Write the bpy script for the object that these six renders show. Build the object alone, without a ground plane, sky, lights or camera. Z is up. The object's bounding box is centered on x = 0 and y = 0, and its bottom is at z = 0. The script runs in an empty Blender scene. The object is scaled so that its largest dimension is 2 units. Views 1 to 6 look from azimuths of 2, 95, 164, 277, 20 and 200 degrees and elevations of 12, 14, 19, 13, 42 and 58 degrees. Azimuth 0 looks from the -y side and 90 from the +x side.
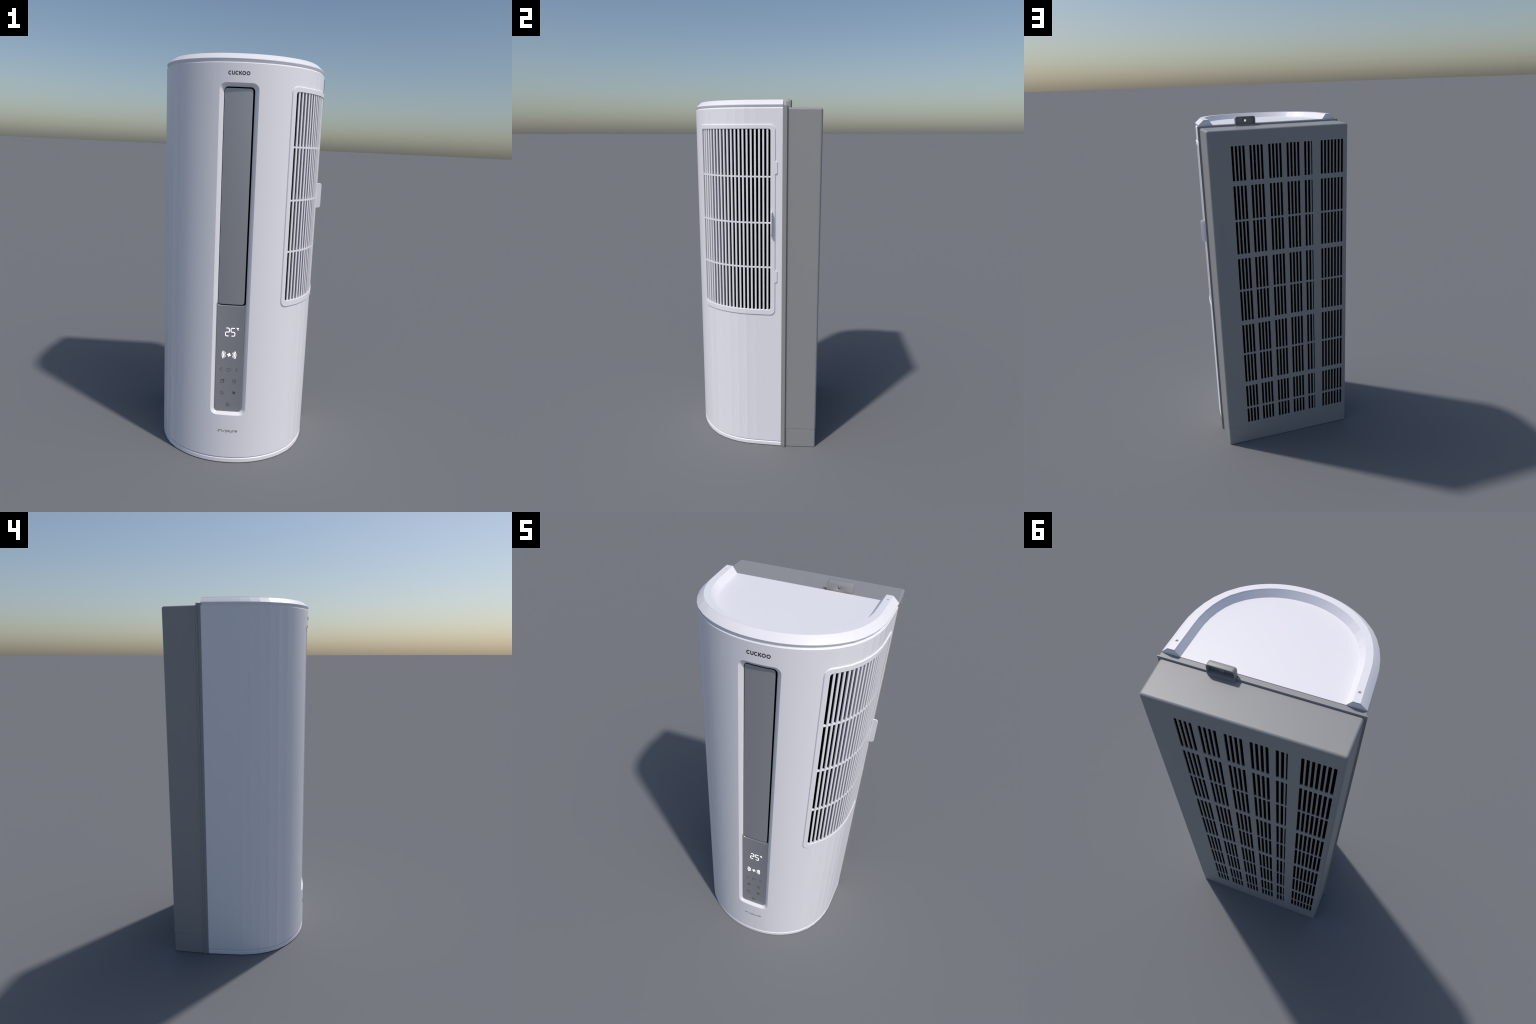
"""Floor-standing air conditioner: a white D-shaped body with a recessed front
channel (dark door + display), a slatted side grille, and a grey vented rear
housing.  Everything that follows the curved front is modelled flat, in
(s, z, depth) = (distance along the plan outline, height, depth under the
skin), and then bent around the outline."""
import bpy, bmesh, math
import numpy as np
from mathutils import Vector, Matrix
from mathutils.geometry import tessellate_polygon

CX = -0.0088                    # the handle on the right shifts the bounding box
REAR = 0.163                    # rear plane of the white body
H_BODY0, H_BODY1 = 0.0275, 1.9480

# ------------------------------------------------------------------ materials
def new_mat(name, color, rough=0.5, spec=0.5, metallic=0.0, grain=0.0,
            grain_scale=900.0, bump=0.0, emit=None, coat=0.0):
    m = bpy.data.materials.new(name)
    m.use_nodes = True
    nt = m.node_tree
    b = nt.nodes["Principled BSDF"]
    b.inputs["Base Color"].default_value = (*color, 1)
    b.inputs["Roughness"].default_value = rough
    b.inputs["Specular IOR Level"].default_value = spec
    b.inputs["Metallic"].default_value = metallic
    b.inputs["Coat Weight"].default_value = coat
    if grain or bump:
        tc = nt.nodes.new("ShaderNodeTexCoord")
        nz = nt.nodes.new("ShaderNodeTexNoise")
        nz.inputs["Scale"].default_value = grain_scale
        nz.inputs["Detail"].default_value = 3.0
        nt.links.new(tc.outputs["Object"], nz.inputs["Vector"])
        if grain:
            rp = nt.nodes.new("ShaderNodeValToRGB")
            lo = [c * (1 - grain) for c in color]
            hi = [min(1, c * (1 + grain)) for c in color]
            rp.color_ramp.elements[0].position = 0.3
            rp.color_ramp.elements[1].position = 0.7
            rp.color_ramp.elements[0].color = (*lo, 1)
            rp.color_ramp.elements[1].color = (*hi, 1)
            nt.links.new(nz.outputs["Fac"], rp.inputs["Fac"])
            nt.links.new(rp.outputs["Color"], b.inputs["Base Color"])
        if bump:
            bp = nt.nodes.new("ShaderNodeBump")
            bp.inputs["Strength"].default_value = bump
            bp.inputs["Distance"].default_value = 0.0004
            nt.links.new(nz.outputs["Fac"], bp.inputs["Height"])
            nt.links.new(bp.outputs["Normal"], b.inputs["Normal"])
    if emit:
        b.inputs["Emission Color"].default_value = (*emit, 1)
        b.inputs["Emission Strength"].default_value = 1.0
    return m

WHITE = new_mat("white_plastic", (0.86, 0.845, 0.89), 0.42, 0.5)
GREY = new_mat("grey_painted_metal", (0.305, 0.305, 0.31), 0.46, 0.5)
PANEL = new_mat("dark_satin_panel", (0.40, 0.405, 0.435), 0.36, 0.5, metallic=0.5, grain=0.10, grain_scale=450)
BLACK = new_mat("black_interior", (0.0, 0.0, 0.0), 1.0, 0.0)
INK = new_mat("dark_print", (0.035, 0.037, 0.04), 0.5, 0.3)
ICON = new_mat("etched_icon", (0.085, 0.085, 0.09), 0.5, 0.3)
LED = new_mat("lit_display", (0.9, 0.9, 0.9), 0.5, 0.2, emit=(1, 1, 1))
SCREW = new_mat("screw_recess", (0.45, 0.45, 0.47), 0.5, 0.3)

# ------------------------------------------------------------------ plan outline
def plan_outline():
    """Half plan: flat cheek, six flat facets, then a smooth front arc."""
    facets = [(0.402, REAR), (0.3955, 0.0125), (0.3918, -0.0375), (0.3822, -0.0875),
              (0.3667, -0.137), (0.3445, -0.185), (0.3165, -0.2275)]
    arc = []
    phi0, n = 43.6, 30
    for i in range(n + 1):
        phi = phi0 * (1 - i / n)
        r = 0.389 + 0.0120 * (phi / phi0) ** 1.4
        a = math.radians(phi)
        arc.append((r * math.sin(a), 0.022 - r * math.cos(a)))
    half = facets + arc
    pts = half + [(-x, y) for x, y in reversed(half[:-1])]
    return np.array(pts), len(facets)

PTS, NF = plan_outline()
N = len(PTS)
SEG = np.linalg.norm(np.diff(PTS, axis=0), axis=1)
S = np.concatenate([[0], np.cumsum(SEG)])
STOT = S[-1]
TAN = np.diff(PTS, axis=0) / SEG[:, None]
NRM = np.stack([-TAN[:, 1], TAN[:, 0]], 1)            # outward normal of each facet
if NRM[0, 0] < 0:
    NRM = -NRM
S_SMOOTH0, S_SMOOTH1 = S[NF], S[N - 1 - NF]

def vertex_offsets():
    """Unit-depth inward displacement at every outline vertex (mitred)."""
    o = np.zeros((N, 2))
    for i in range(N):
        if i in (0, N - 1):
            n = NRM[0] if i == 0 else NRM[-1]
            o[i] = (-1 / n[0], 0)
        else:
            m = NRM[i - 1] + NRM[i]
            m /= np.linalg.norm(m)
            o[i] = -m / (m @ NRM[i])
    return o
OFF = vertex_offsets()
SMN = np.zeros((N, 2))
for _i in range(N):
    _a = NRM[max(_i - 1, 0)] + NRM[min(_i, N - 2)]
    SMN[_i] = _a / np.linalg.norm(_a)

def interp(arr, s):
    return np.array([np.interp(s, S, arr[:, 0]), np.interp(s, S, arr[:, 1])])

def bend_point(s, z, d):
    p = interp(PTS, s) + interp(OFF, s) * d
    # keep straight continuation beyond the ends
    if s < 0:
        p = p + np.array([0, -s])
    elif s > STOT:
        p = p + np.array([0, s - STOT])
    return (p[0] + CX, p[1], z)

def s_of_x(x):
    """Arc position of a point at lateral offset x (front arc)."""
    i0, i1 = NF - 2, N - NF + 1
    return float(np.interp(-x, -PTS[i0:i1, 0], S[i0:i1]))

def s_of_y(y):
    """Arc position on the right cheek at depth y."""
    k = NF + 20
    return float(np.interp(-y, -PTS[:k, 1], S[:k]))

# ------------------------------------------------------------------ object helpers
ROOT = None

def link(obj, mat, parent):
    bpy.context.scene.collection.objects.link(obj)
    obj.data.materials.clear()
    obj.data.materials.append(mat)
    obj.parent = parent if parent else ROOT
    return obj

def finish(bm, name, mat, parent=None, angle=30.0, weighted=False):
    bmesh.ops.recalc_face_normals(bm, faces=bm.faces)
    me = bpy.data.meshes.new(name)
    bm.to_mesh(me)
    bm.free()
    for p in me.polygons:
        p.use_smooth = True
    me.set_sharp_from_angle(angle=math.radians(angle))
    ob = bpy.data.objects.new(name, me)
    link(ob, mat, parent)
    if weighted:
        w = ob.modifiers.new("weighted", "WEIGHTED_NORMAL")
        w.keep_sharp = True
        w.weight = 100
        dg = bpy.context.evaluated_depsgraph_get()
        me2 = bpy.data.meshes.new_from_object(ob.evaluated_get(dg))
        ob.modifiers.clear()
        ob.data = me2
        me2.name = name
    return ob

def bend(bm, name, mat, parent=None, angle=25.0, recalc=True, shade_tilt=0.0, planar=False):
    """Cut a flat (s,z,depth) mesh at the outline vertices and wrap it round."""
    if recalc:
        bmesh.ops.recalc_face_normals(bm, faces=bm.faces)
    lo = min(v.co.x for v in bm.verts)
    hi = max(v.co.x for v in bm.verts)
    for s in S[1:-1]:
        if lo + 1e-5 < s < hi - 1e-5:
            g = bm.verts[:] + bm.edges[:] + bm.faces[:]
            bmesh.ops.bisect_plane(bm, geom=g, plane_co=(s, 0, 0), plane_no=(1, 0, 0), dist=1e-6)
    if planar:                                            # undo the bow: the part stays flat in plan
        y_mid = interp(PTS, STOT / 2)[1]
        for v in bm.verts:
            v.co.z += y_mid - interp(PTS, v.co.x)[1]
    me = bpy.data.meshes.new(name)
    bm.to_mesh(me)
    bm.free()
    for p in me.polygons:
        p.use_smooth = True
    me.set_sharp_from_angle(angle=math.radians(angle))
    flat_n = [Vector(c.vector) for c in me.corner_normals]
    cos = [v.co.copy() for v in me.vertices]
    normals = [None] * len(me.loops)
    for p in me.polygons:
        sc = p.center.x
        k = min(max(int(np.searchsorted(S, sc)) - 1, 0), N - 2)
        smooth = S_SMOOTH0 < sc < S_SMOOTH1
        for li in p.loop_indices:
            n2 = interp(SMN, cos[me.loops[li].vertex_index].x) if smooth else NRM[k]
            n2 = np.array([0.0, -1.0]) if planar else n2 / np.linalg.norm(n2)
            if shade_tilt and not smooth and 0 < k < N - 2:       # facets stay flat; normals fanned to draw light-to-dark bands
                u = (cos[me.loops[li].vertex_index].x - S[k]) / (S[k + 1] - S[k]) * 2 - 1
                a = math.radians(shade_tilt) * u
                n2 = np.array([n2[0] * math.cos(a) - n2[1] * math.sin(a), n2[0] * math.sin(a) + n2[1] * math.cos(a)])
            f = flat_n[li]
            t2 = np.array([-n2[1], n2[0]])
            if t2 @ TAN[k] < 0:
                t2 = -t2
            v = Vector((t2[0] * f.x - n2[0] * f.z, t2[1] * f.x - n2[1] * f.z, f.y))
            normals[li] = v.normalized()
    for v, c in zip(me.vertices, cos):
        v.co = bend_point(c.x, c.y, c.z)
    me.normals_split_custom_set(normals)
    ob = bpy.data.objects.new(name, me)
    return link(ob, mat, parent)

def rounded_rect(x0, x1, y0, y1, r, n=6, step=None):
    """Counter-clockwise loop; r is one radius or (bl, br, tr, tl)."""
    rs = r if isinstance(r, (tuple, list)) else (r,) * 4
    out = []
    for (cx, cy, a0), rr in zip(((x0, y0, 180), (x1, y0, 270), (x1, y1, 0), (x0, y1, 90)), rs):
        sx = 1 if cx == x0 else -1
        sy = 1 if cy == y0 else -1
        for i in range(n + 1):
            a = math.radians(a0 + 90 * i / n)
            out.append((cx + sx * rr + rr * math.cos(a), cy + sy * rr + rr * math.sin(a)))
    return out

def circle(cx, cy, r, n=20):
    return [(cx + r * math.cos(2 * math.pi * i / n), cy + r * math.sin(2 * math.pi * i / n)) for i in range(n)]

def loft_loops(bm, loops, close=True, cap_first=False, cap_last=False):
    rows = [[bm.verts.new(p) for p in lp] for lp in loops]
    for a, b in zip(rows[:-1], rows[1:]):
        n = len(a)
        for i in range(n if close else n - 1):
            j = (i + 1) % n
            bm.faces.new((a[i], a[j], b[j], b[i]))
    if cap_first:
        bm.faces.new(list(reversed(rows[0])))
    if cap_last:
        bm.faces.new(rows[-1])
    return rows

def fill(bm, loops2d, to3d):
    """Flat sheet with holes; returns vertex rows of each loop."""
    rows = [[bm.verts.new(to3d(*p)) for p in lp] for lp in loops2d]
    flat = [v for r in rows for v in r]
    for t in tessellate_polygon([[Vector((p[0], p[1], 0)) for p in lp] for lp in loops2d]):
        try:
            bm.faces.new([flat[i] for i in t])
        except ValueError:
            pass
    return rows

def plate(bm, loops2d, d0, d1, swap=None):
    """Solid plate with through holes between depth d0 and d1."""
    f = swap or (lambda x, y, d: (x, y, d))
    a = fill(bm, loops2d, lambda x, y: f(x, y, d0))
    b = fill(bm, loops2d, lambda x, y: f(x, y, d1))
    for ra, rb in zip(a, b):
        n = len(ra)
        for i in range(n):
            j = (i + 1) % n
            bm.faces.new((ra[i], ra[j], rb[j], rb[i]))

def box(bm, x0, x1, y0, y1, z0, z1):
    v = [bm.verts.new((x, y, z)) for x in (x0, x1) for y in (y0, y1) for z in (z0, z1)]
    for q in ((0, 1, 3, 2), (4, 6, 7, 5), (0, 4, 5, 1), (2, 3, 7, 6), (0, 2, 6, 4), (1, 5, 7, 3)):
        bm.faces.new([v[i] for i in q])
    return v

def strip(profile, name, mat, parent=None, angle=25.0, closed=True):
    """Extrude a (depth, z) profile along the whole outline."""
    bm = bmesh.new()
    a = [bm.verts.new((0.0, z, d)) for d, z in profile]
    b = [bm.verts.new((STOT, z, d)) for d, z in profile]
    n = len(profile)
    for i in range(n if closed else n - 1):
        j = (i + 1) % n
        bm.faces.new((a[i], b[i], b[j], a[j]))
    if closed:
        bm.faces.new(a)
        bm.faces.new(list(reversed(b)))
    return bend(bm, name, mat, parent, angle)

# ------------------------------------------------------------------ root
ROOT = bpy.data.objects.new("air_conditioner", None)
bpy.context.scene.collection.objects.link(ROOT)
ROOT["label"] = "tall white air conditioner with side grille and grey vented back"
ROOT["category"] = "air conditioner"

# ------------------------------------------------------------------ key sizes
REC_HALF, REC_Z0, REC_Z1, REC_R = 0.0887, 0.2650, 1.8625, 0.030      # recess mouth
FLO_HALF, FLO_Z0, FLO_Z1, FLO_R = 0.0714, 0.2785, 1.8462, 0.019      # recess floor
REC_D = 0.0157
GR_S0, GR_S1 = s_of_y(0.1265), s_of_x(0.2342)                           # grille frame
GR_Z0, GR_Z1 = 0.8265, 1.8660
OP_S0, OP_S1 = s_of_y(0.1000), 0.4940                           # grille opening
OP_Z0, OP_Z1 = 0.8570, 1.8425
SMID = STOT / 2

def rec_loop(half, z0, z1, r, extra=0.0):
    return rounded_rect(SMID - half, SMID + half, z0, z1, r, n=8)

# ------------------------------------------------------------------ white body shell
bm = bmesh.new()
outer = [(0, H_BODY0), (STOT, H_BODY0), (STOT, H_BODY1), (0, H_BODY1)]
grille_hole = rounded_rect(GR_S0 + 0.006, GR_S1 - 0.006, GR_Z0 + 0.006, GR_Z1 - 0.006, 0.022)
plate(bm, [outer, rec_loop(REC_HALF, REC_Z0, REC_Z1, REC_R), grille_hole], 0.0, 0.010)
CH = 0.0035                                                            # edge chamfers
for zc in (H_BODY0 + CH, H_BODY1 - CH):
    bmesh.ops.bisect_plane(bm, geom=bm.verts[:] + bm.edges[:] + bm.faces[:],
                           plane_co=(0, zc, 0), plane_no=(0, 1, 0), dist=1e-6)
for v in bm.verts:
    if v.co.z < 1e-6 and (v.co.y > H_BODY1 - 1e-5 or v.co.y < H_BODY0 + 1e-5):
        v.co.z = 0.0030
body = bend(bm, "body_shell", WHITE, shade_tilt=3.5)

# ------------------------------------------------------------------ seams and base
strip([(0.0065, H_BODY1 - 0.012), (0.0065, 1.9560), (0.02, 1.9560), (0.02, H_BODY1 - 0.012)],
      "lid_gasket", WHITE)
bm = bmesh.new()
prof = [(0.0015, 0.0), (0.0, 0.002), (0.0, 0.0205), (0.0030, 0.0235), (0.010, 0.0235)]
base = strip(prof + [(0.012, 0.0)], "base_rim", WHITE)
strip([(0.006, 0.0236), (0.006, H_BODY0 + 0.006), (0.012, H_BODY0 + 0.006), (0.012, 0.0236)],
      "base_gasket", WHITE)
bm.free()

def plan_cap(name, d, z, mat, up=True, thick=0.004):
    bm = bmesh.new()
    loop = [bend_point(s, z, d) for s in S]
    low = [(x, y, z - thick if up else z + thick) for x, y, _ in loop]
    loft_loops(bm, [loop, low], cap_first=True, cap_last=True)
    return finish(bm, name, mat, angle=15)

plan_cap("base_floor", 0.0118, 0.0010, WHITE, up=False)

# ------------------------------------------------------------------ lid
Z_LID, Z_TOP = 1.9608, 1.9888
LID_OUT, LID_IN0, LID_IN1 = 0.0287, 0.0572, 0.0780
lid = strip([(0.0060, 1.9545), (0.0028, 1.9565), (0.0006, 1.9600), (0.0, 1.9632), (LID_OUT, Z_TOP - 0.0005),
             (LID_OUT + 0.0006, Z_TOP - 0.0002), (LID_OUT + 0.0007, Z_TOP - 0.004), (LID_IN0 - 0.0007, Z_TOP - 0.004),
             (LID_IN0 - 0.0006, Z_TOP - 0.0002), (LID_IN0, Z_TOP - 0.0005),
             (LID_IN1, Z_LID), (LID_IN1, 1.9545)], "lid_rim", WHITE)
plan_cap("lid_tray", LID_IN1 - 0.0005, Z_LID, WHITE)

# flat crest of the rim with two screw recesses
bm = bmesh.new()
holes = [circle(sc, 0.0425, 0.0060, 18) for sc in (REAR - 0.1145, STOT - (REAR - 0.1145))]
crest = [(0, LID_OUT), (STOT, LID_OUT), (STOT, LID_IN0), (0, LID_IN0)]
fill(bm, [crest] + holes, lambda s, d: (s, Z_TOP, d))
for h in holes:
    loft_loops(bm, [[(s, Z_TOP, d) for s, d in h], [(s, Z_TOP - 0.006, d) for s, d in h]])
bmesh.ops.remove_doubles(bm, verts=bm.verts, dist=1e-6)
for e in [(0, 1), ]:
    pass
side = [[(0, Z_TOP, LID_OUT), (0, Z_TOP, LID_IN0), (0, Z_TOP - 0.005, LID_IN0), (0, Z_TOP - 0.005, LID_OUT)],
        [(STOT, Z_TOP, LID_OUT), (STOT, Z_TOP, LID_IN0), (STOT, Z_TOP - 0.005, LID_IN0), (STOT, Z_TOP - 0.005, LID_OUT)]]
for q in side:
    bm.faces.new([bm.verts.new(p) for p in q])
bend(bm, "lid_crest", WHITE, lid)
for i, h in enumerate(holes):
    bm = bmesh.new()
    sc = REAR - 0.1145 if i == 0 else STOT - (REAR - 0.1145)
    c = circle(sc, 0.0425, 0.0059, 18)
    loft_loops(bm, [[bend_point(s, Z_TOP - 0.003, d) for s, d in c],
                    [bend_point(s, Z_TOP - 0.0042, d) for s, d in c]], cap_first=True, cap_last=True)
    finish(bm, "screw", SCREW, lid)

# ------------------------------------------------------------------ front recess
bm = bmesh.new()
def lerp_rec(t, d):
    m = lambda a, b: a + (b - a) * t
    return [(s, z, d) for s, z in rec_loop(m(REC_HALF, FLO_HALF), m(REC_Z0, FLO_Z0), m(REC_Z1, FLO_Z1), m(REC_R, FLO_R))]
rings = [lerp_rec(0.0, 0.0), lerp_rec(0.05, 0.0006), lerp_rec(0.97, REC_D - 0.0012), lerp_rec(1.0, REC_D)]
loft_loops(bm, rings)
bend(bm, "recess_surround", WHITE, body, angle=35, recalc=False)

bm = bmesh.new()
well = [(s, z) for s, z, _ in lerp_rec(1.0, 0)]
wide = rounded_rect(SMID - FLO_HALF - 0.004, SMID + FLO_HALF + 0.004, FLO_Z0 - 0.004, FLO_Z1 + 0.004, FLO_R, n=8)
loft_loops(bm, [[(s, z, REC_D + 0.0001) for s, z in well], [(s, z, 0.0255) for s, z in well],
                [(s, z, 0.0275) for s, z in wide], [(s, z, REC_D + 0.0012) for s, z in wide],
                [(s, z, REC_D + 0.0001) for s, z in well]])
bmesh.ops.remove_doubles(bm, verts=bm.verts, dist=1e-6)
bend(bm, "recess_well", BLACK, body)
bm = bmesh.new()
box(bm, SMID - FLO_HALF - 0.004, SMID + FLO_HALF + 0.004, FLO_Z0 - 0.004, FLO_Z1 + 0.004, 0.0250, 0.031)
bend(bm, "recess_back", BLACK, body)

def fx(x):
    return s_of_x(x)

def soft_plate(name, loop, d_front, d_back, mat, parent, ins=0.0022, deep=0.0016, angle=40, planar=False):
    """Plate with a rolled front edge: loop is (s,z), inset towards its middle."""
    bm = bmesh.new()
    cs = sum(p[0] for p in loop) / len(loop)
    def inset(k):
        out = []
        n = len(loop)
        for i in range(n):
            a, b, c = Vector(loop[i - 1]), Vector(loop[i]), Vector(loop[(i + 1) % n])
            e0, e1 = (b - a), (c - b)
            e0 = e0.normalized() if e0.length > 1e-9 else e1.normalized()
            e1 = e1.normalized() if e1.length > 1e-9 else e0
            n0, n1 = Vector((-e0.y, e0.x)), Vector((-e1.y, e1.x))
            m = n0 + n1
            m = m / max(m.dot(n1), 0.3)
            out.append((b.x + m.x * k, b.y + m.y * k))
        return out
    prof = [(0, d_back), (0, d_front + deep), (ins * 0.3, d_front + deep * 0.35), (ins, d_front)]
    rows = loft_loops(bm, [[(s, z, d) for s, z in inset(k)] for k, d in prof])
    top = inset(ins)
    for t in tessellate_polygon([[Vector((p[0], p[1], 0)) for p in top]]):
        bm.faces.new([rows[-1][i] for i in t])
    return bend(bm, name, mat, parent, angle=angle, planar=planar)

# swinging air door (narrower than the channel: black gap on its right)
DOOR_Z0, DOOR_Z1 = 0.8425, 1.8408
soft_plate("air_door", rounded_rect(fx(0.0630), fx(-0.0692), DOOR_Z0, DOOR_Z1, 0.0125, n=8),
           REC_D - 0.0002, REC_D + 0.0040, PANEL, body, angle=15)

# fixed display panel below it; its top edge follows the door's round corners
D = 0.0148                                            # depth of its flat face at the centre line
sL, sR = fx(0.0700), fx(-0.0700)
zb, zt, rc = FLO_Z0 + 0.0003, 0.8375, 0.0135
loop = []
for p in rounded_rect(sL, sR, zb, zt, FLO_R, n=8)[:18]:
    loop.append(p)
loop.append((sR, zt + rc))
for i in range(1, 9):
    a = math.radians(0 - 90 * i / 8)
    loop.append((sR - rc + rc * math.cos(a), zt + rc + rc * math.sin(a)))
for i in range(0, 9):
    a = math.radians(270 - 90 * i / 8)
    loop.append((sL + rc + rc * math.cos(a), zt + rc + rc * math.sin(a)))
display = soft_plate("display_panel", loop, D, D + 0.0110, PANEL, body, ins=0.0030, deep=0.0028, angle=15, planar=True)

# ------------------------------------------------------------------ printed and lit marks
def arc(cx, cy, rx, a0, a1, n=14, ry=None):
    ry = ry or rx
    return [(cx + rx * math.cos(math.radians(a0 + (a1 - a0) * i / n)),
             cy + ry * math.sin(math.radians(a0 + (a1 - a0) * i / n))) for i in range(n + 1)]

def stroke(bm, pts, w, d0, h=0.0005, closed=False):
    """Ribbon of width w along (x, z) points, raised h over the skin at depth d0."""
    P = [Vector((fx(x), z)) for x, z in pts]
    n = len(P)
    L, R = [], []
    for i in range(n):
        if closed:
            a, c = P[i - 1], P[(i + 1) % n]
        else:
            a, c = P[max(i - 1, 0)], P[min(i + 1, n - 1)]
        b = P[i]
        e0 = (b - a).normalized() if (b - a).length > 1e-9 else (c - b).normalized()
        e1 = (c - b).normalized() if (c - b).length > 1e-9 else e0
        m = Vector((-e0.y, e0.x)) + Vector((-e1.y, e1.x))
        m = m.normalized()
        k = 1 / max(m.dot(Vector((-e1.y, e1.x))), 0.5)
        L.append(b + m * (w / 2 * k))
        R.append(b - m * (w / 2 * k))
    rows = []
    for l, r in zip(L, R):
        rows.append([bm.verts.new((q.x, q.y, d)) for q, d in ((l, d0 + 0.0004), (l, d0 - h), (r, d0 - h), (r, d0 + 0.0004))])
    m = n if closed else n - 1
    for i in range(m):
        a, b = rows[i], rows[(i + 1) % n]
        for j in range(3):
            bm.faces.new((a[j], a[j + 1], b[j + 1], b[j]))
    if not closed:
        bm.faces.new(rows[0])
        bm.faces.new(list(reversed(rows[-1])))

def blob(bm, pts, d0, h=0.0005):
    q = [(fx(x), z) for x, z in pts]
    rows = loft_loops(bm, [[(s, z, d0 + 0.0004) for s, z in q], [(s, z, d0 - h) for s, z in q]])
    for t in tessellate_polygon([[Vector((p[0], p[1], 0)) for p in q]]):
        bm.faces.new([rows[-1][i] for i in t])

def mark(name, mat, parent, d0, strokes, blobs=(), h=0.0005):
    bm = bmesh.new()
    for pts, w, closed in strokes:
        stroke(bm, pts, w, d0, h, closed)
    for b in blobs:
        blob(bm, b, d0, h)
    return bend(bm, name, mat, parent, angle=30, planar=(parent is not body))

# maker's word above the channel, one object per letter
zc, hh, w = 1.9027, 0.0065, 0.0036
def let_c(x):  return [(arc(x, zc, 0.0062, 48, 312, 22, hh), w, False)]
def let_u(x):  return [([(x - 0.0048, zc + hh + 0.0015)] + arc(x, zc - hh + 0.0048, 0.0048, 180, 360, 12) + [(x + 0.0048, zc + hh + 0.0015)], w, False)]
def let_o(x):  return [(arc(x, zc, 0.0064, 0, 348.75, 31, hh), w, True)]
def let_k(x):  return [([(x - 0.0050, zc - hh - 0.0015), (x - 0.0050, zc + hh + 0.0015)], w, False),
                       ([(x + 0.0050, zc + hh + 0.0015), (x - 0.0028, zc - 0.0006)], w, False),
                       ([(x - 0.0016, zc + 0.0012), (x + 0.0056, zc - hh - 0.0015)], w, False)]
for fn, x in ((let_c, -0.0432), (let_u, -0.0282), (let_c, -0.0120), (let_k, 0.0030), (let_o, 0.0186), (let_o, 0.0370)):
    mark("letter", INK, body, 0.0, fn(x))

# lower-case word under the channel
zb0, zt0, w = 0.1725, 0.1832, 0.0020
zm = (zb0 + zt0) / 2
low = [
    [([(-0.0439, zb0), (-0.0439, zt0)], w, False)],
    [([(-0.0395, zb0), (-0.0395, zt0 - 0.004)] + arc(-0.0355, zt0 - 0.004, 0.0040, 180, 90, 6) + arc(-0.0300, zt0 - 0.004, 0.0040, 90, 0, 6) + [(-0.0260, zb0)], w, False)],
    [([(-0.0225, zb0 + 0.0005), (-0.0195, zb0 + 0.0002), (-0.0170, zb0 + 0.0025), (-0.0150, zm + 0.0015), (-0.0125, zt0 - 0.0008), (-0.0080, zt0)], w, False)],
    [([(-0.0052, zm - 0.0046)] + arc(0.0050, zm, 0.0050, -90, 90, 12, 0.0046) + arc(0.0000, zm, 0.0052, 90, 180, 6, 0.0046) + [(-0.0052, zb0 - 0.0042)], w, False)],
    [([(0.0150, zt0), (0.0150, zb0 + 0.004)] + arc(0.0190, zb0 + 0.004, 0.0040, 180, 270, 6) + arc(0.0228, zb0 + 0.004, 0.0040, 270, 360, 6) + [(0.0268, zt0)], w, False)],
    [([(0.0312, zb0 - 0.0006), (0.0312, zt0 - 0.0040)] + arc(0.0350, zt0 - 0.0040, 0.0038, 180, 95, 6) + [(0.0372, zt0)], w, False)],
    [([(0.0420, zm), (0.0522, zm)] + arc(0.0466, zm, 0.0058, 0, 310, 20, 0.0050), w * 0.9, False)],
]
for st in low:
    mark("letter", INK, body, 0.0, st)

# lit temperature read-out: seven-segment 2 and 5, degree sign
w = 0.0037
x0, x1, za, zm_, zz = -0.0252, -0.0062, 0.6822, 0.7022, 0.7226
c = 0.004
two = [(x0 + 0.003, zz), (x1 - c, zz), (x1, zz - c), (x1, zm_ + c * 0.6), (x1 - c * .6, zm_), (x0 + c, zm_), (x0, zm_ - c), (x0, za + c), (x0 + c, za), (x1 - 0.003, za)]
mark("digit", LED, display, D, [(two, w, False)])
x0, x1 = 0.0022, 0.0217
five = [(x1 - 0.001, zz), (x0 + c, zz), (x0, zz - c), (x0, zm_ + c), (x0 + c, zm_), (x1 - c, zm_), (x1, zm_ - c), (x1, za + c), (x1 - c, za), (x0 + 0.003, za)]
mark("digit", LED, display, D, [(five, w, False)])
mark("degree_sign", LED, display, D, [(arc(0.0315, 0.7240, 0.0012, 0, 330, 11), 0.0018, True),
                                      ([(0.0412, 0.7238), (0.0365, 0.7236), (0.0345, 0.7215), (0.0352, 0.7175), (0.0380, 0.7152), (0.0408, 0.7150)], 0.0030, False)])
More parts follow.
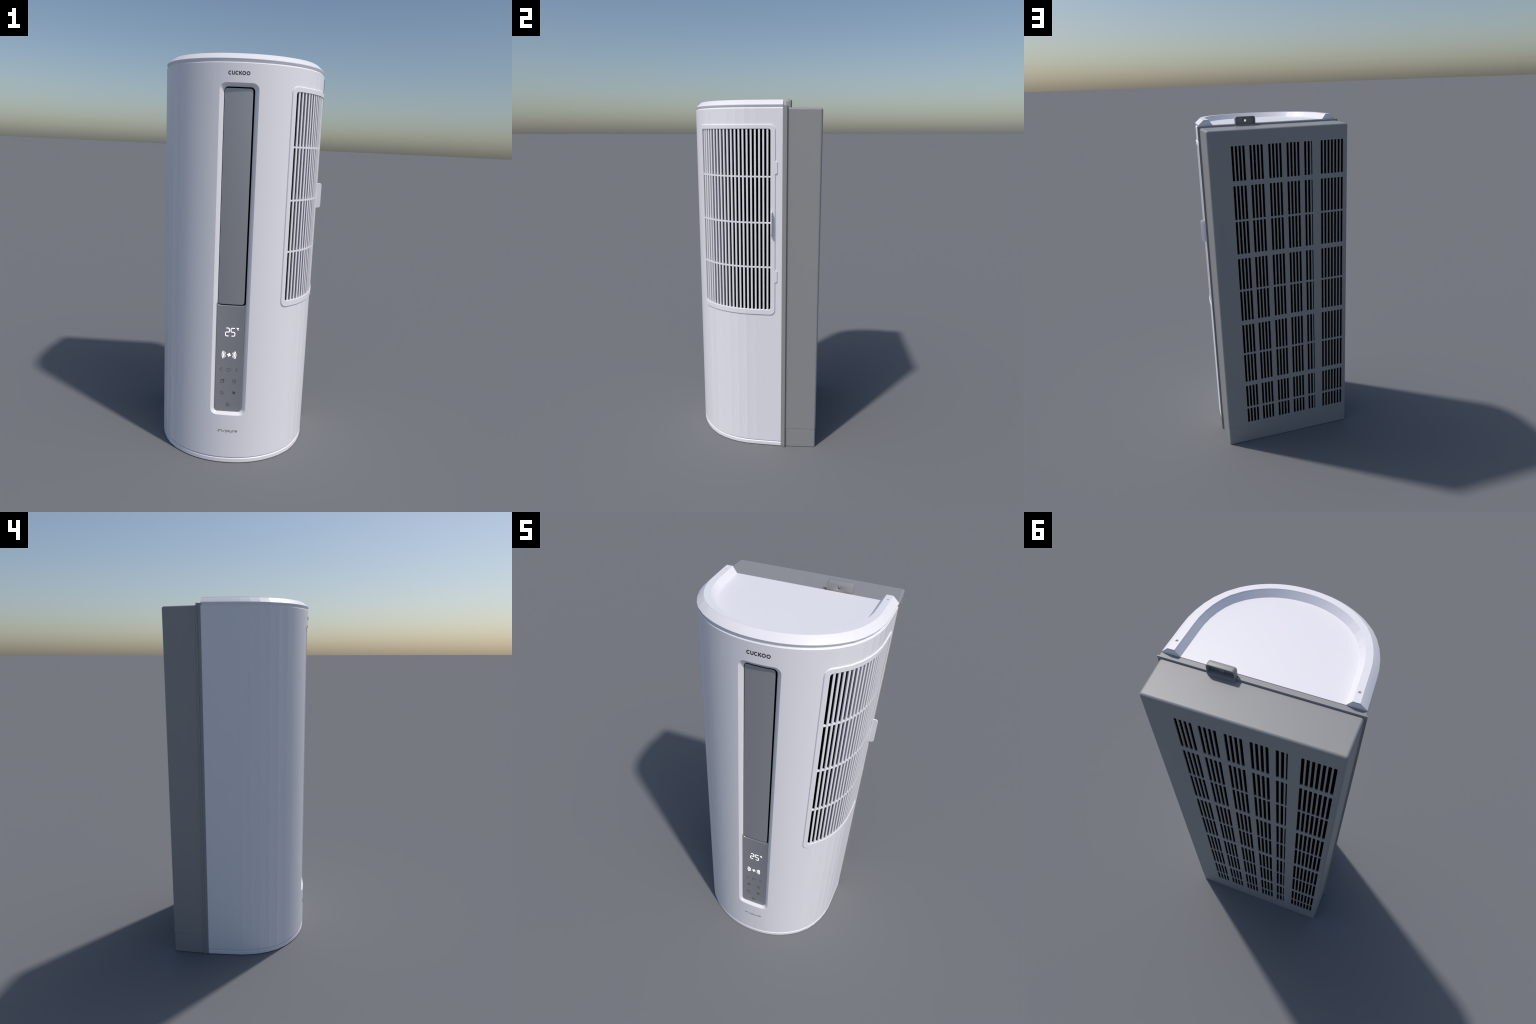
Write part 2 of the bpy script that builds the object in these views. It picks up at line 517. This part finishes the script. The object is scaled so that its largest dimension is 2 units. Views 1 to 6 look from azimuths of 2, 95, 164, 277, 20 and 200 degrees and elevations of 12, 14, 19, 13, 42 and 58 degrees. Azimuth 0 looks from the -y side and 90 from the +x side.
# swing indicator: clover with three waves each side
zc = 0.5838
waves = []
for i, (r, hgt) in enumerate(((0.0215, 0.0110), (0.0285, 0.0158), (0.0352, 0.0195))):
    for sgn in (-1, 1):
        a = math.degrees(math.asin(hgt / (r * 0.95 + 0.012)))
        pts = [(-0.0036 + sgn * (r - 0.16 * r * (t * t)), zc + hgt * t) for t in [k / 7 for k in range(-7, 8)]]
        waves.append((pts, 0.0031, False))
mark("swing_wave", LED, display, D, waves)
clover = []
for i in range(48):
    a = 2 * math.pi * i / 48
    r = 0.0078 + 0.0022 * math.cos(4 * (a - math.radians(80)))
    clover.append((-0.0036 + r * math.cos(a), zc + r * math.sin(a)))
mark("swing_indicator", LED, display, D, [], [clover])

# dark touch symbols
w = 0.0019
mark("arrow_symbol", ICON, display, D, [([(-0.0378, 0.5158), (-0.0470, 0.5060), (-0.0382, 0.4962)], w, False)], h=0.0003)
mark("arrow_symbol", ICON, display, D, [([(0.0328, 0.5158), (0.0412, 0.5065), (0.0324, 0.4968)], w, False)], h=0.0003)
mark("power_symbol", ICON, display, D, [(arc(-0.0030, 0.5055, 0.0092, 118, 422, 26), w, False),
                                        ([(-0.0030, 0.5070), (-0.0030, 0.5150)], w, False)], h=0.0003)
xq, zq = -0.0350, 0.4415
mark("mode_symbol", ICON, display, D, [([(xq - .0066, zq - .0066), (xq + .0066, zq - .0066), (xq + .0066, zq + .0066), (xq - .0066, zq + .0066)], w, True),
                                       ([(xq - .0030, zq + .0102), (xq + .0102, zq + .0102), (xq + .0102, zq - .0040)], w * 1.3, False)], h=0.0003)
mark("timer_symbol", ICON, display, D, [(arc(0.0277, 0.4440, 0.0090, 0, 348, 29), w, True),
                                        ([(0.0277, 0.4500), (0.0277, 0.4440), (0.0345, 0.4440)], w, False)], h=0.0003)
moon = arc(-0.0335, 0.3800, 0.0092, 115, 345, 22)
mark("sleep_symbol", ICON, display, D, [(moon, w, False),
                                        (arc(-0.0258, 0.3880, 0.0104, 175, 285, 12), w, False),
                                        ([(-0.0270, 0.3880), (-0.0240, 0.3880)], 0.0024, False)], h=0.0003)
blades = []
for k in range(4):
    a0 = math.radians(90 * k + 15)
    p = []
    for i in range(16):
        t = 2 * math.pi * i / 16
        u, v = 0.0052 + 0.0052 * math.cos(t), 0.0028 * math.sin(t) + 0.0012
        p.append((0.0279 + u * math.cos(a0) - v * math.sin(a0), 0.3822 + u * math.sin(a0) + v * math.cos(a0)))
    blades.append(p)
mark("fan_symbol", ICON, display, D, [], blades, h=0.0003)
xq, zq = -0.0014, 0.3170
mark("filter_symbol", ICON, display, D, [([(xq - .0085, zq - .0085), (xq - .0058, zq + .0100), (xq + .0098, zq + .0020), (xq + .0075, zq - .0085)], w, True),
                                         ([(xq - .0060, zq + .0010), (xq + .0075, zq - .0030)], w, False)], h=0.0003)

# ------------------------------------------------------------------ side grille
PROUD = 0.0047
G_IN = 0.0100
def ring(k, z_in, r, d):
    return [(s, z, d) for s, z in rounded_rect(GR_S0 + k, GR_S1 - k, GR_Z0 + z_in, GR_Z1 - z_in, r, n=8)]
def op_ring(d, g=0.0):
    return [(s, z, d) for s, z in rounded_rect(OP_S0 + g, OP_S1 - g, OP_Z0 + g, OP_Z1 - g, 0.012, n=8)]
bm = bmesh.new()
loft_loops(bm, [ring(0.010, 0.010, 0.022, 0.0110), ring(0.0, 0.0, 0.032, 0.0015), ring(0.0, 0.0, 0.032, -0.0018), ring(0.0028, 0.0028, 0.029, -PROUD),
                op_ring(-PROUD, -0.0012), op_ring(-PROUD + 0.0012), op_ring(0.0085), ring(0.010, 0.010, 0.022, 0.0110)])
bmesh.ops.remove_doubles(bm, verts=bm.verts, dist=1e-6)
grille = bend(bm, "grille_frame", WHITE)

PITCH = 0.02200
for i in range(1, 20):
    sc = OP_S0 + 0.0165 + PITCH * (i - 1)
    bm = bmesh.new()
    hw, ch, SL = 0.0051, 0.0006, 0.0020               # blades stand 2 mm proud of the shell
    sec = [(-hw * .92, 0.0072), (-hw, ch - SL), (-hw + ch, -SL), (hw - ch, -SL), (hw, ch - SL), (hw * .92, 0.0072)]
    lean = math.tan(math.radians(-8.0 + 20.0 * ((i - 1) / 18.0) ** 1.5))          # blades turn slightly to the front
    loft_loops(bm, [[(sc + u - d * lean, z, d) for u, d in sec] for z in (OP_Z0 - 0.004, OP_Z1 + 0.004)], cap_first=True, cap_last=True)
    bend(bm, "slat", WHITE, grille, angle=30)
for zc in (1.5968, 1.3501, 1.1022):
    bm = bmesh.new()
    hw, ch = 0.0043, 0.0012
    sec = [(hw * .8, G_IN), (hw, ch - 0.0008), (hw - ch, -0.0008), (-hw + ch, -0.0008), (-hw, ch - 0.0008), (-hw * .8, G_IN)]
    loft_loops(bm, [[(s, zc + v, d) for v, d in sec] for s in (OP_S0 - 0.002, OP_S1 + 0.002)], cap_first=True, cap_last=True)
    bend(bm, "crossbar", WHITE, grille, angle=30)
# hinge tabs on the rear edge of the frame
for z0, z1 in ((1.6120, 1.6775), (1.0180, 1.0843)):
    bm = bmesh.new()
    s0, s1 = s_of_y(0.1378), GR_S0 + 0.004
    lo = [(s0 + 0.003, z0), (s1, z0 - 0.003), (s1, z1 + 0.003), (s0 + 0.003, z1), (s0, z1 - 0.004), (s0, z0 + 0.004)]
    ins = [(s0 + 0.0045, z0 + 0.002), (s1, z0 - 0.001), (s1, z1 + 0.001), (s0 + 0.0045, z1 - 0.002), (s0 + 0.002, z1 - 0.005), (s0 + 0.002, z0 + 0.005)]
    loft_loops(bm, [[(s, z, 0.002) for s, z in lo], [(s, z, -0.0020) for s, z in lo], [(s, z, -PROUD + 0.0002) for s, z in ins]],
               cap_first=True, cap_last=True)
    bend(bm, "hinge_tab", WHITE, grille)
# pull handle: a thin fin standing out of the frame
bm = bmesh.new()
hx0, hx1 = 0.3860, 0.4190
fin = rounded_rect(hx0, hx1, 1.2810, 1.4150, (0.001, 0.012, 0.012, 0.001), n=6)
ins = rounded_rect(hx0, hx1 - 0.0012, 1.2822, 1.4138, (0.001, 0.011, 0.011, 0.001), n=6)
loft_loops(bm, [[(x, 0.1030, z) for x, z in ins], [(x, 0.1042, z) for x, z in fin],
                [(x, 0.1078, z) for x, z in fin], [(x, 0.1090, z) for x, z in ins]], cap_first=True, cap_last=True)
finish(bm, "pull_handle", WHITE, grille, angle=35)
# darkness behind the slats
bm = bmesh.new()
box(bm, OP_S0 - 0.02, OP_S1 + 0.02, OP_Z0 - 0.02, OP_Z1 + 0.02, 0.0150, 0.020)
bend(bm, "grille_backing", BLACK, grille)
bm = bmesh.new()
o1 = rounded_rect(OP_S0 - 0.012, OP_S1 + 0.012, OP_Z0 - 0.012, OP_Z1 + 0.012, 0.01, n=3)
i1 = rounded_rect(OP_S0 - 0.008, OP_S1 + 0.008, OP_Z0 - 0.008, OP_Z1 + 0.008, 0.008, n=3)
loft_loops(bm, [[(s, z, 0.0112) for s, z in o1], [(s, z, 0.0149) for s, z in o1], [(s, z, 0.0149) for s, z in i1], [(s, z, 0.0112) for s, z in i1], [(s, z, 0.0112) for s, z in o1]])
bmesh.ops.remove_doubles(bm, verts=bm.verts, dist=1e-6)
bend(bm, "grille_darkness_ring", BLACK, grille)

# ------------------------------------------------------------------ rear flange
FL0, FL1, FL_HALF, FL_TOP = REAR, 0.1865, 0.4102, 1.9585
bm = bmesh.new()
FB_HALF, LIP = 0.4030, 0.1805                       # block flush with the body, then a wider lip
plan = [(-FB_HALF, FL0), (FB_HALF, FL0), (FB_HALF, LIP), (FL_HALF, LIP + 0.0006), (FL_HALF, FL1 - 0.0006), (FL_HALF - 0.0006, FL1),
        (-FL_HALF + 0.0006, FL1), (-FL_HALF, FL1 - 0.0006), (-FL_HALF, LIP + 0.0006), (-FB_HALF, LIP)]
loft_loops(bm, [[(CX + x + (0.0018 if x > FB_HALF else 0.0), y, zz) for x, y in plan] for zz in (0.0, FL_TOP)], cap_first=True, cap_last=True)
flange = finish(bm, "mounting_flange", GREY, angle=20)

# ------------------------------------------------------------------ rear housing with slots
BX, BY0, BY1, BZ0, BZ1, BR = 0.3958, FL1, 0.3680, 0.1180, 1.9460, 0.0115
BX_F, BZ_F = 0.4015, 1.9492                         # wider and taller where it meets the flange
T = 0.0055
bm = bmesh.new()
box(bm, CX - BX, CX + BX, BY0, BY1, BZ0, BZ1)
ed = []
for e in bm.edges:
    a, b = e.verts[0].co, e.verts[1].co
    top = min(a.z, b.z) > BZ1 - 1e-4 and max(a.y, b.y) > BY1 - 1e-4
    up = abs(a.z - b.z) > 0.5 and min(a.y, b.y) > BY1 - 1e-4
    if top or up:
        ed.append(e)
bmesh.ops.bevel(bm, geom=ed, offset=BR, segments=5, profile=0.5, affect='EDGES')
bm.faces.ensure_lookup_table()
for v in bm.verts:                                    # moulding draft
    t = (BY1 - v.co.y) / (BY1 - BY0)
    v.co.x = CX + (v.co.x - CX) * (1 + t * (BX_F / BX - 1))
    if v.co.z > 1.0:
        v.co.z += t * (BZ_F - BZ1)
bm.normal_update()
kill = [f for f in bm.faces if f.normal.y > 0.999 and f.calc_area() > 0.5]
kill += [f for f in bm.faces if f.normal.y < -0.99] + [f for f in bm.faces if f.normal.z < -0.99]
bmesh.ops.delete(bm, geom=kill, context='FACES')
# vent slots: five bands of four narrow slots (the last cut short) and one of seven
P_SLOT, W_SLOT = 0.0203, 0.0128
bands = [(0.2709, 4), (0.1715, 4), (0.0673, 4), (-0.0349, 4), (-0.1362, 2), (-0.2331, 7)]
rows = [(1.8621, 1.6762), (1.6497, 1.4618), (1.4512, 1.2626), (1.2350, 1.0463), (1.0356, 0.8490),
        (0.8208, 0.6329), (0.6213, 0.4339), (0.4052, 0.2536), (0.2408, 0.1395)]
cols = [(x - k * P_SLOT, W_SLOT) for x, n in bands for k in range(n)] + [(-0.1768, 0.0064)]
loops = [[(CX - BX + BR, BZ0), (CX + BX - BR, BZ0), (CX + BX - BR, BZ1 - BR), (CX - BX + BR, BZ1 - BR)]]
for zt, zb in rows:
    for xr, wd in cols:
        loops.append(rounded_rect(CX + xr - wd, CX + xr, zb, zt, min(0.0028, wd * 0.4), n=2))
face_rows = fill(bm, loops, lambda x, z: (x, BY1, z))
for r in face_rows[1:]:
    back = [bm.verts.new((v.co.x, BY1 - T, v.co.z)) for v in r]
    n = len(r)
    for i in range(n):
        j = (i + 1) % n
        bm.faces.new((r[i], back[i], back[j], r[j]))
bmesh.ops.remove_doubles(bm, verts=bm.verts, dist=1e-5)
me = bpy.data.meshes.new("rear_housing")
bmesh.ops.recalc_face_normals(bm, faces=bm.faces)
for f in bm.faces:                                    # open sheet: force outward on the plate
    if abs(f.normal.y) > 0.99 and f.normal.y < 0:
        f.normal_flip()
housing = finish(bm, "rear_housing", GREY, angle=40, weighted=True)
bpy.data.meshes.remove(me)
bm = bmesh.new()
box(bm, CX - BX + 0.012, CX + BX - 0.012, BY0 + 0.002, BY1 - T - 0.0035, BZ0 + 0.002, BZ1 - 0.012)
finish(bm, "slot_black_block", BLACK, housing)
bm = bmesh.new()
fr0 = [(CX - 0.388, BZ0 + 0.004), (CX + 0.388, BZ0 + 0.004), (CX + 0.388, BZ1 - 0.006), (CX - 0.388, BZ1 - 0.006)]
fr1 = [(CX - 0.384, BZ0 + 0.008), (CX + 0.384, BZ0 + 0.008), (CX + 0.384, BZ1 - 0.010), (CX - 0.384, BZ1 - 0.010)]
plate(bm, [fr0, fr1], BY1 - T - 0.010, BY1 - T - 0.0005, swap=lambda x, y, d: (x, d, y))
finish(bm, "slot_black_ring", BLACK, housing)
# plinth under the housing, a hair narrower so the joint shows as a line
bm = bmesh.new()
vs = box(bm, CX - BX + 0.0012, CX + BX - 0.0012, BY0, BY1 - 0.0012, 0.0, BZ0 - 0.0012)
bmesh.ops.bevel(bm, geom=[e for e in bm.edges if abs(e.verts[0].co.z - e.verts[1].co.z) > 0.05 and e.verts[0].co.y > 0.3],
                offset=0.010, segments=5, profile=0.5, affect='EDGES')
for v in bm.verts:
    v.co.x = CX + (v.co.x - CX) * (1 + (BY1 - v.co.y) / (BY1 - BY0) * (BX_F / BX - 1))
finish(bm, "housing_plinth", GREY, angle=35, weighted=True)

# ------------------------------------------------------------------ mounting bracket
bx0, bx1, by0, by1, bz0, bz1 = 0.0790, 0.1935, 0.1680, 0.1950, 1.9470, 2.0
hx, hz = 0.1345, 1.9765
bm = bmesh.new()
R_B = 0.012
def bl(k, y, low=0.0):
    return [(x, y, z) for x, z in rounded_rect(bx0 + k, bx1 - k, bz0 + low, bz1 - k, (0.0005, 0.0005, max(R_B - k, 0.003), max(R_B - k, 0.003)), n=7)]
# outer jacket, rolled front edge, open hollow towards the rear
jack = [bl(0.0025, by0), bl(0.0008, by0 + 0.0008), bl(0.0, by0 + 0.0028), bl(0.0, by1 - 0.0008), bl(0.0006, by1), bl(0.0030, by1, 0.0090),
        bl(0.0036, by1 - 0.0008, 0.0095), bl(0.0036, by0 + 0.004, 0.0095)]
loft_loops(bm, jack)
def face_with_hole(y, loop, r):
    fill(bm, [[(p[0], p[2]) for p in loop], circle(hx, hz, r, 20)], lambda x, z: (x, y, z))
face_with_hole(by0, jack[0], 0.0100)
face_with_hole(by0 + 0.004, jack[-1], 0.0092)
bmesh.ops.remove_doubles(bm, verts=bm.verts, dist=1e-6)
c0 = lambda y, r: [(x, y, z) for x, z in circle(hx, hz, r, 20)]
loft_loops(bm, [c0(by0, 0.0100), c0(by0 + 0.002, 0.0072), c0(by0 + 0.016, 0.0072), c0(by0 + 0.016, 0.0092), c0(by0 + 0.004, 0.0092)])
bmesh.ops.remove_doubles(bm, verts=bm.verts, dist=1e-6)
finish(bm, "hanging_bracket", GREY, flange, angle=40)
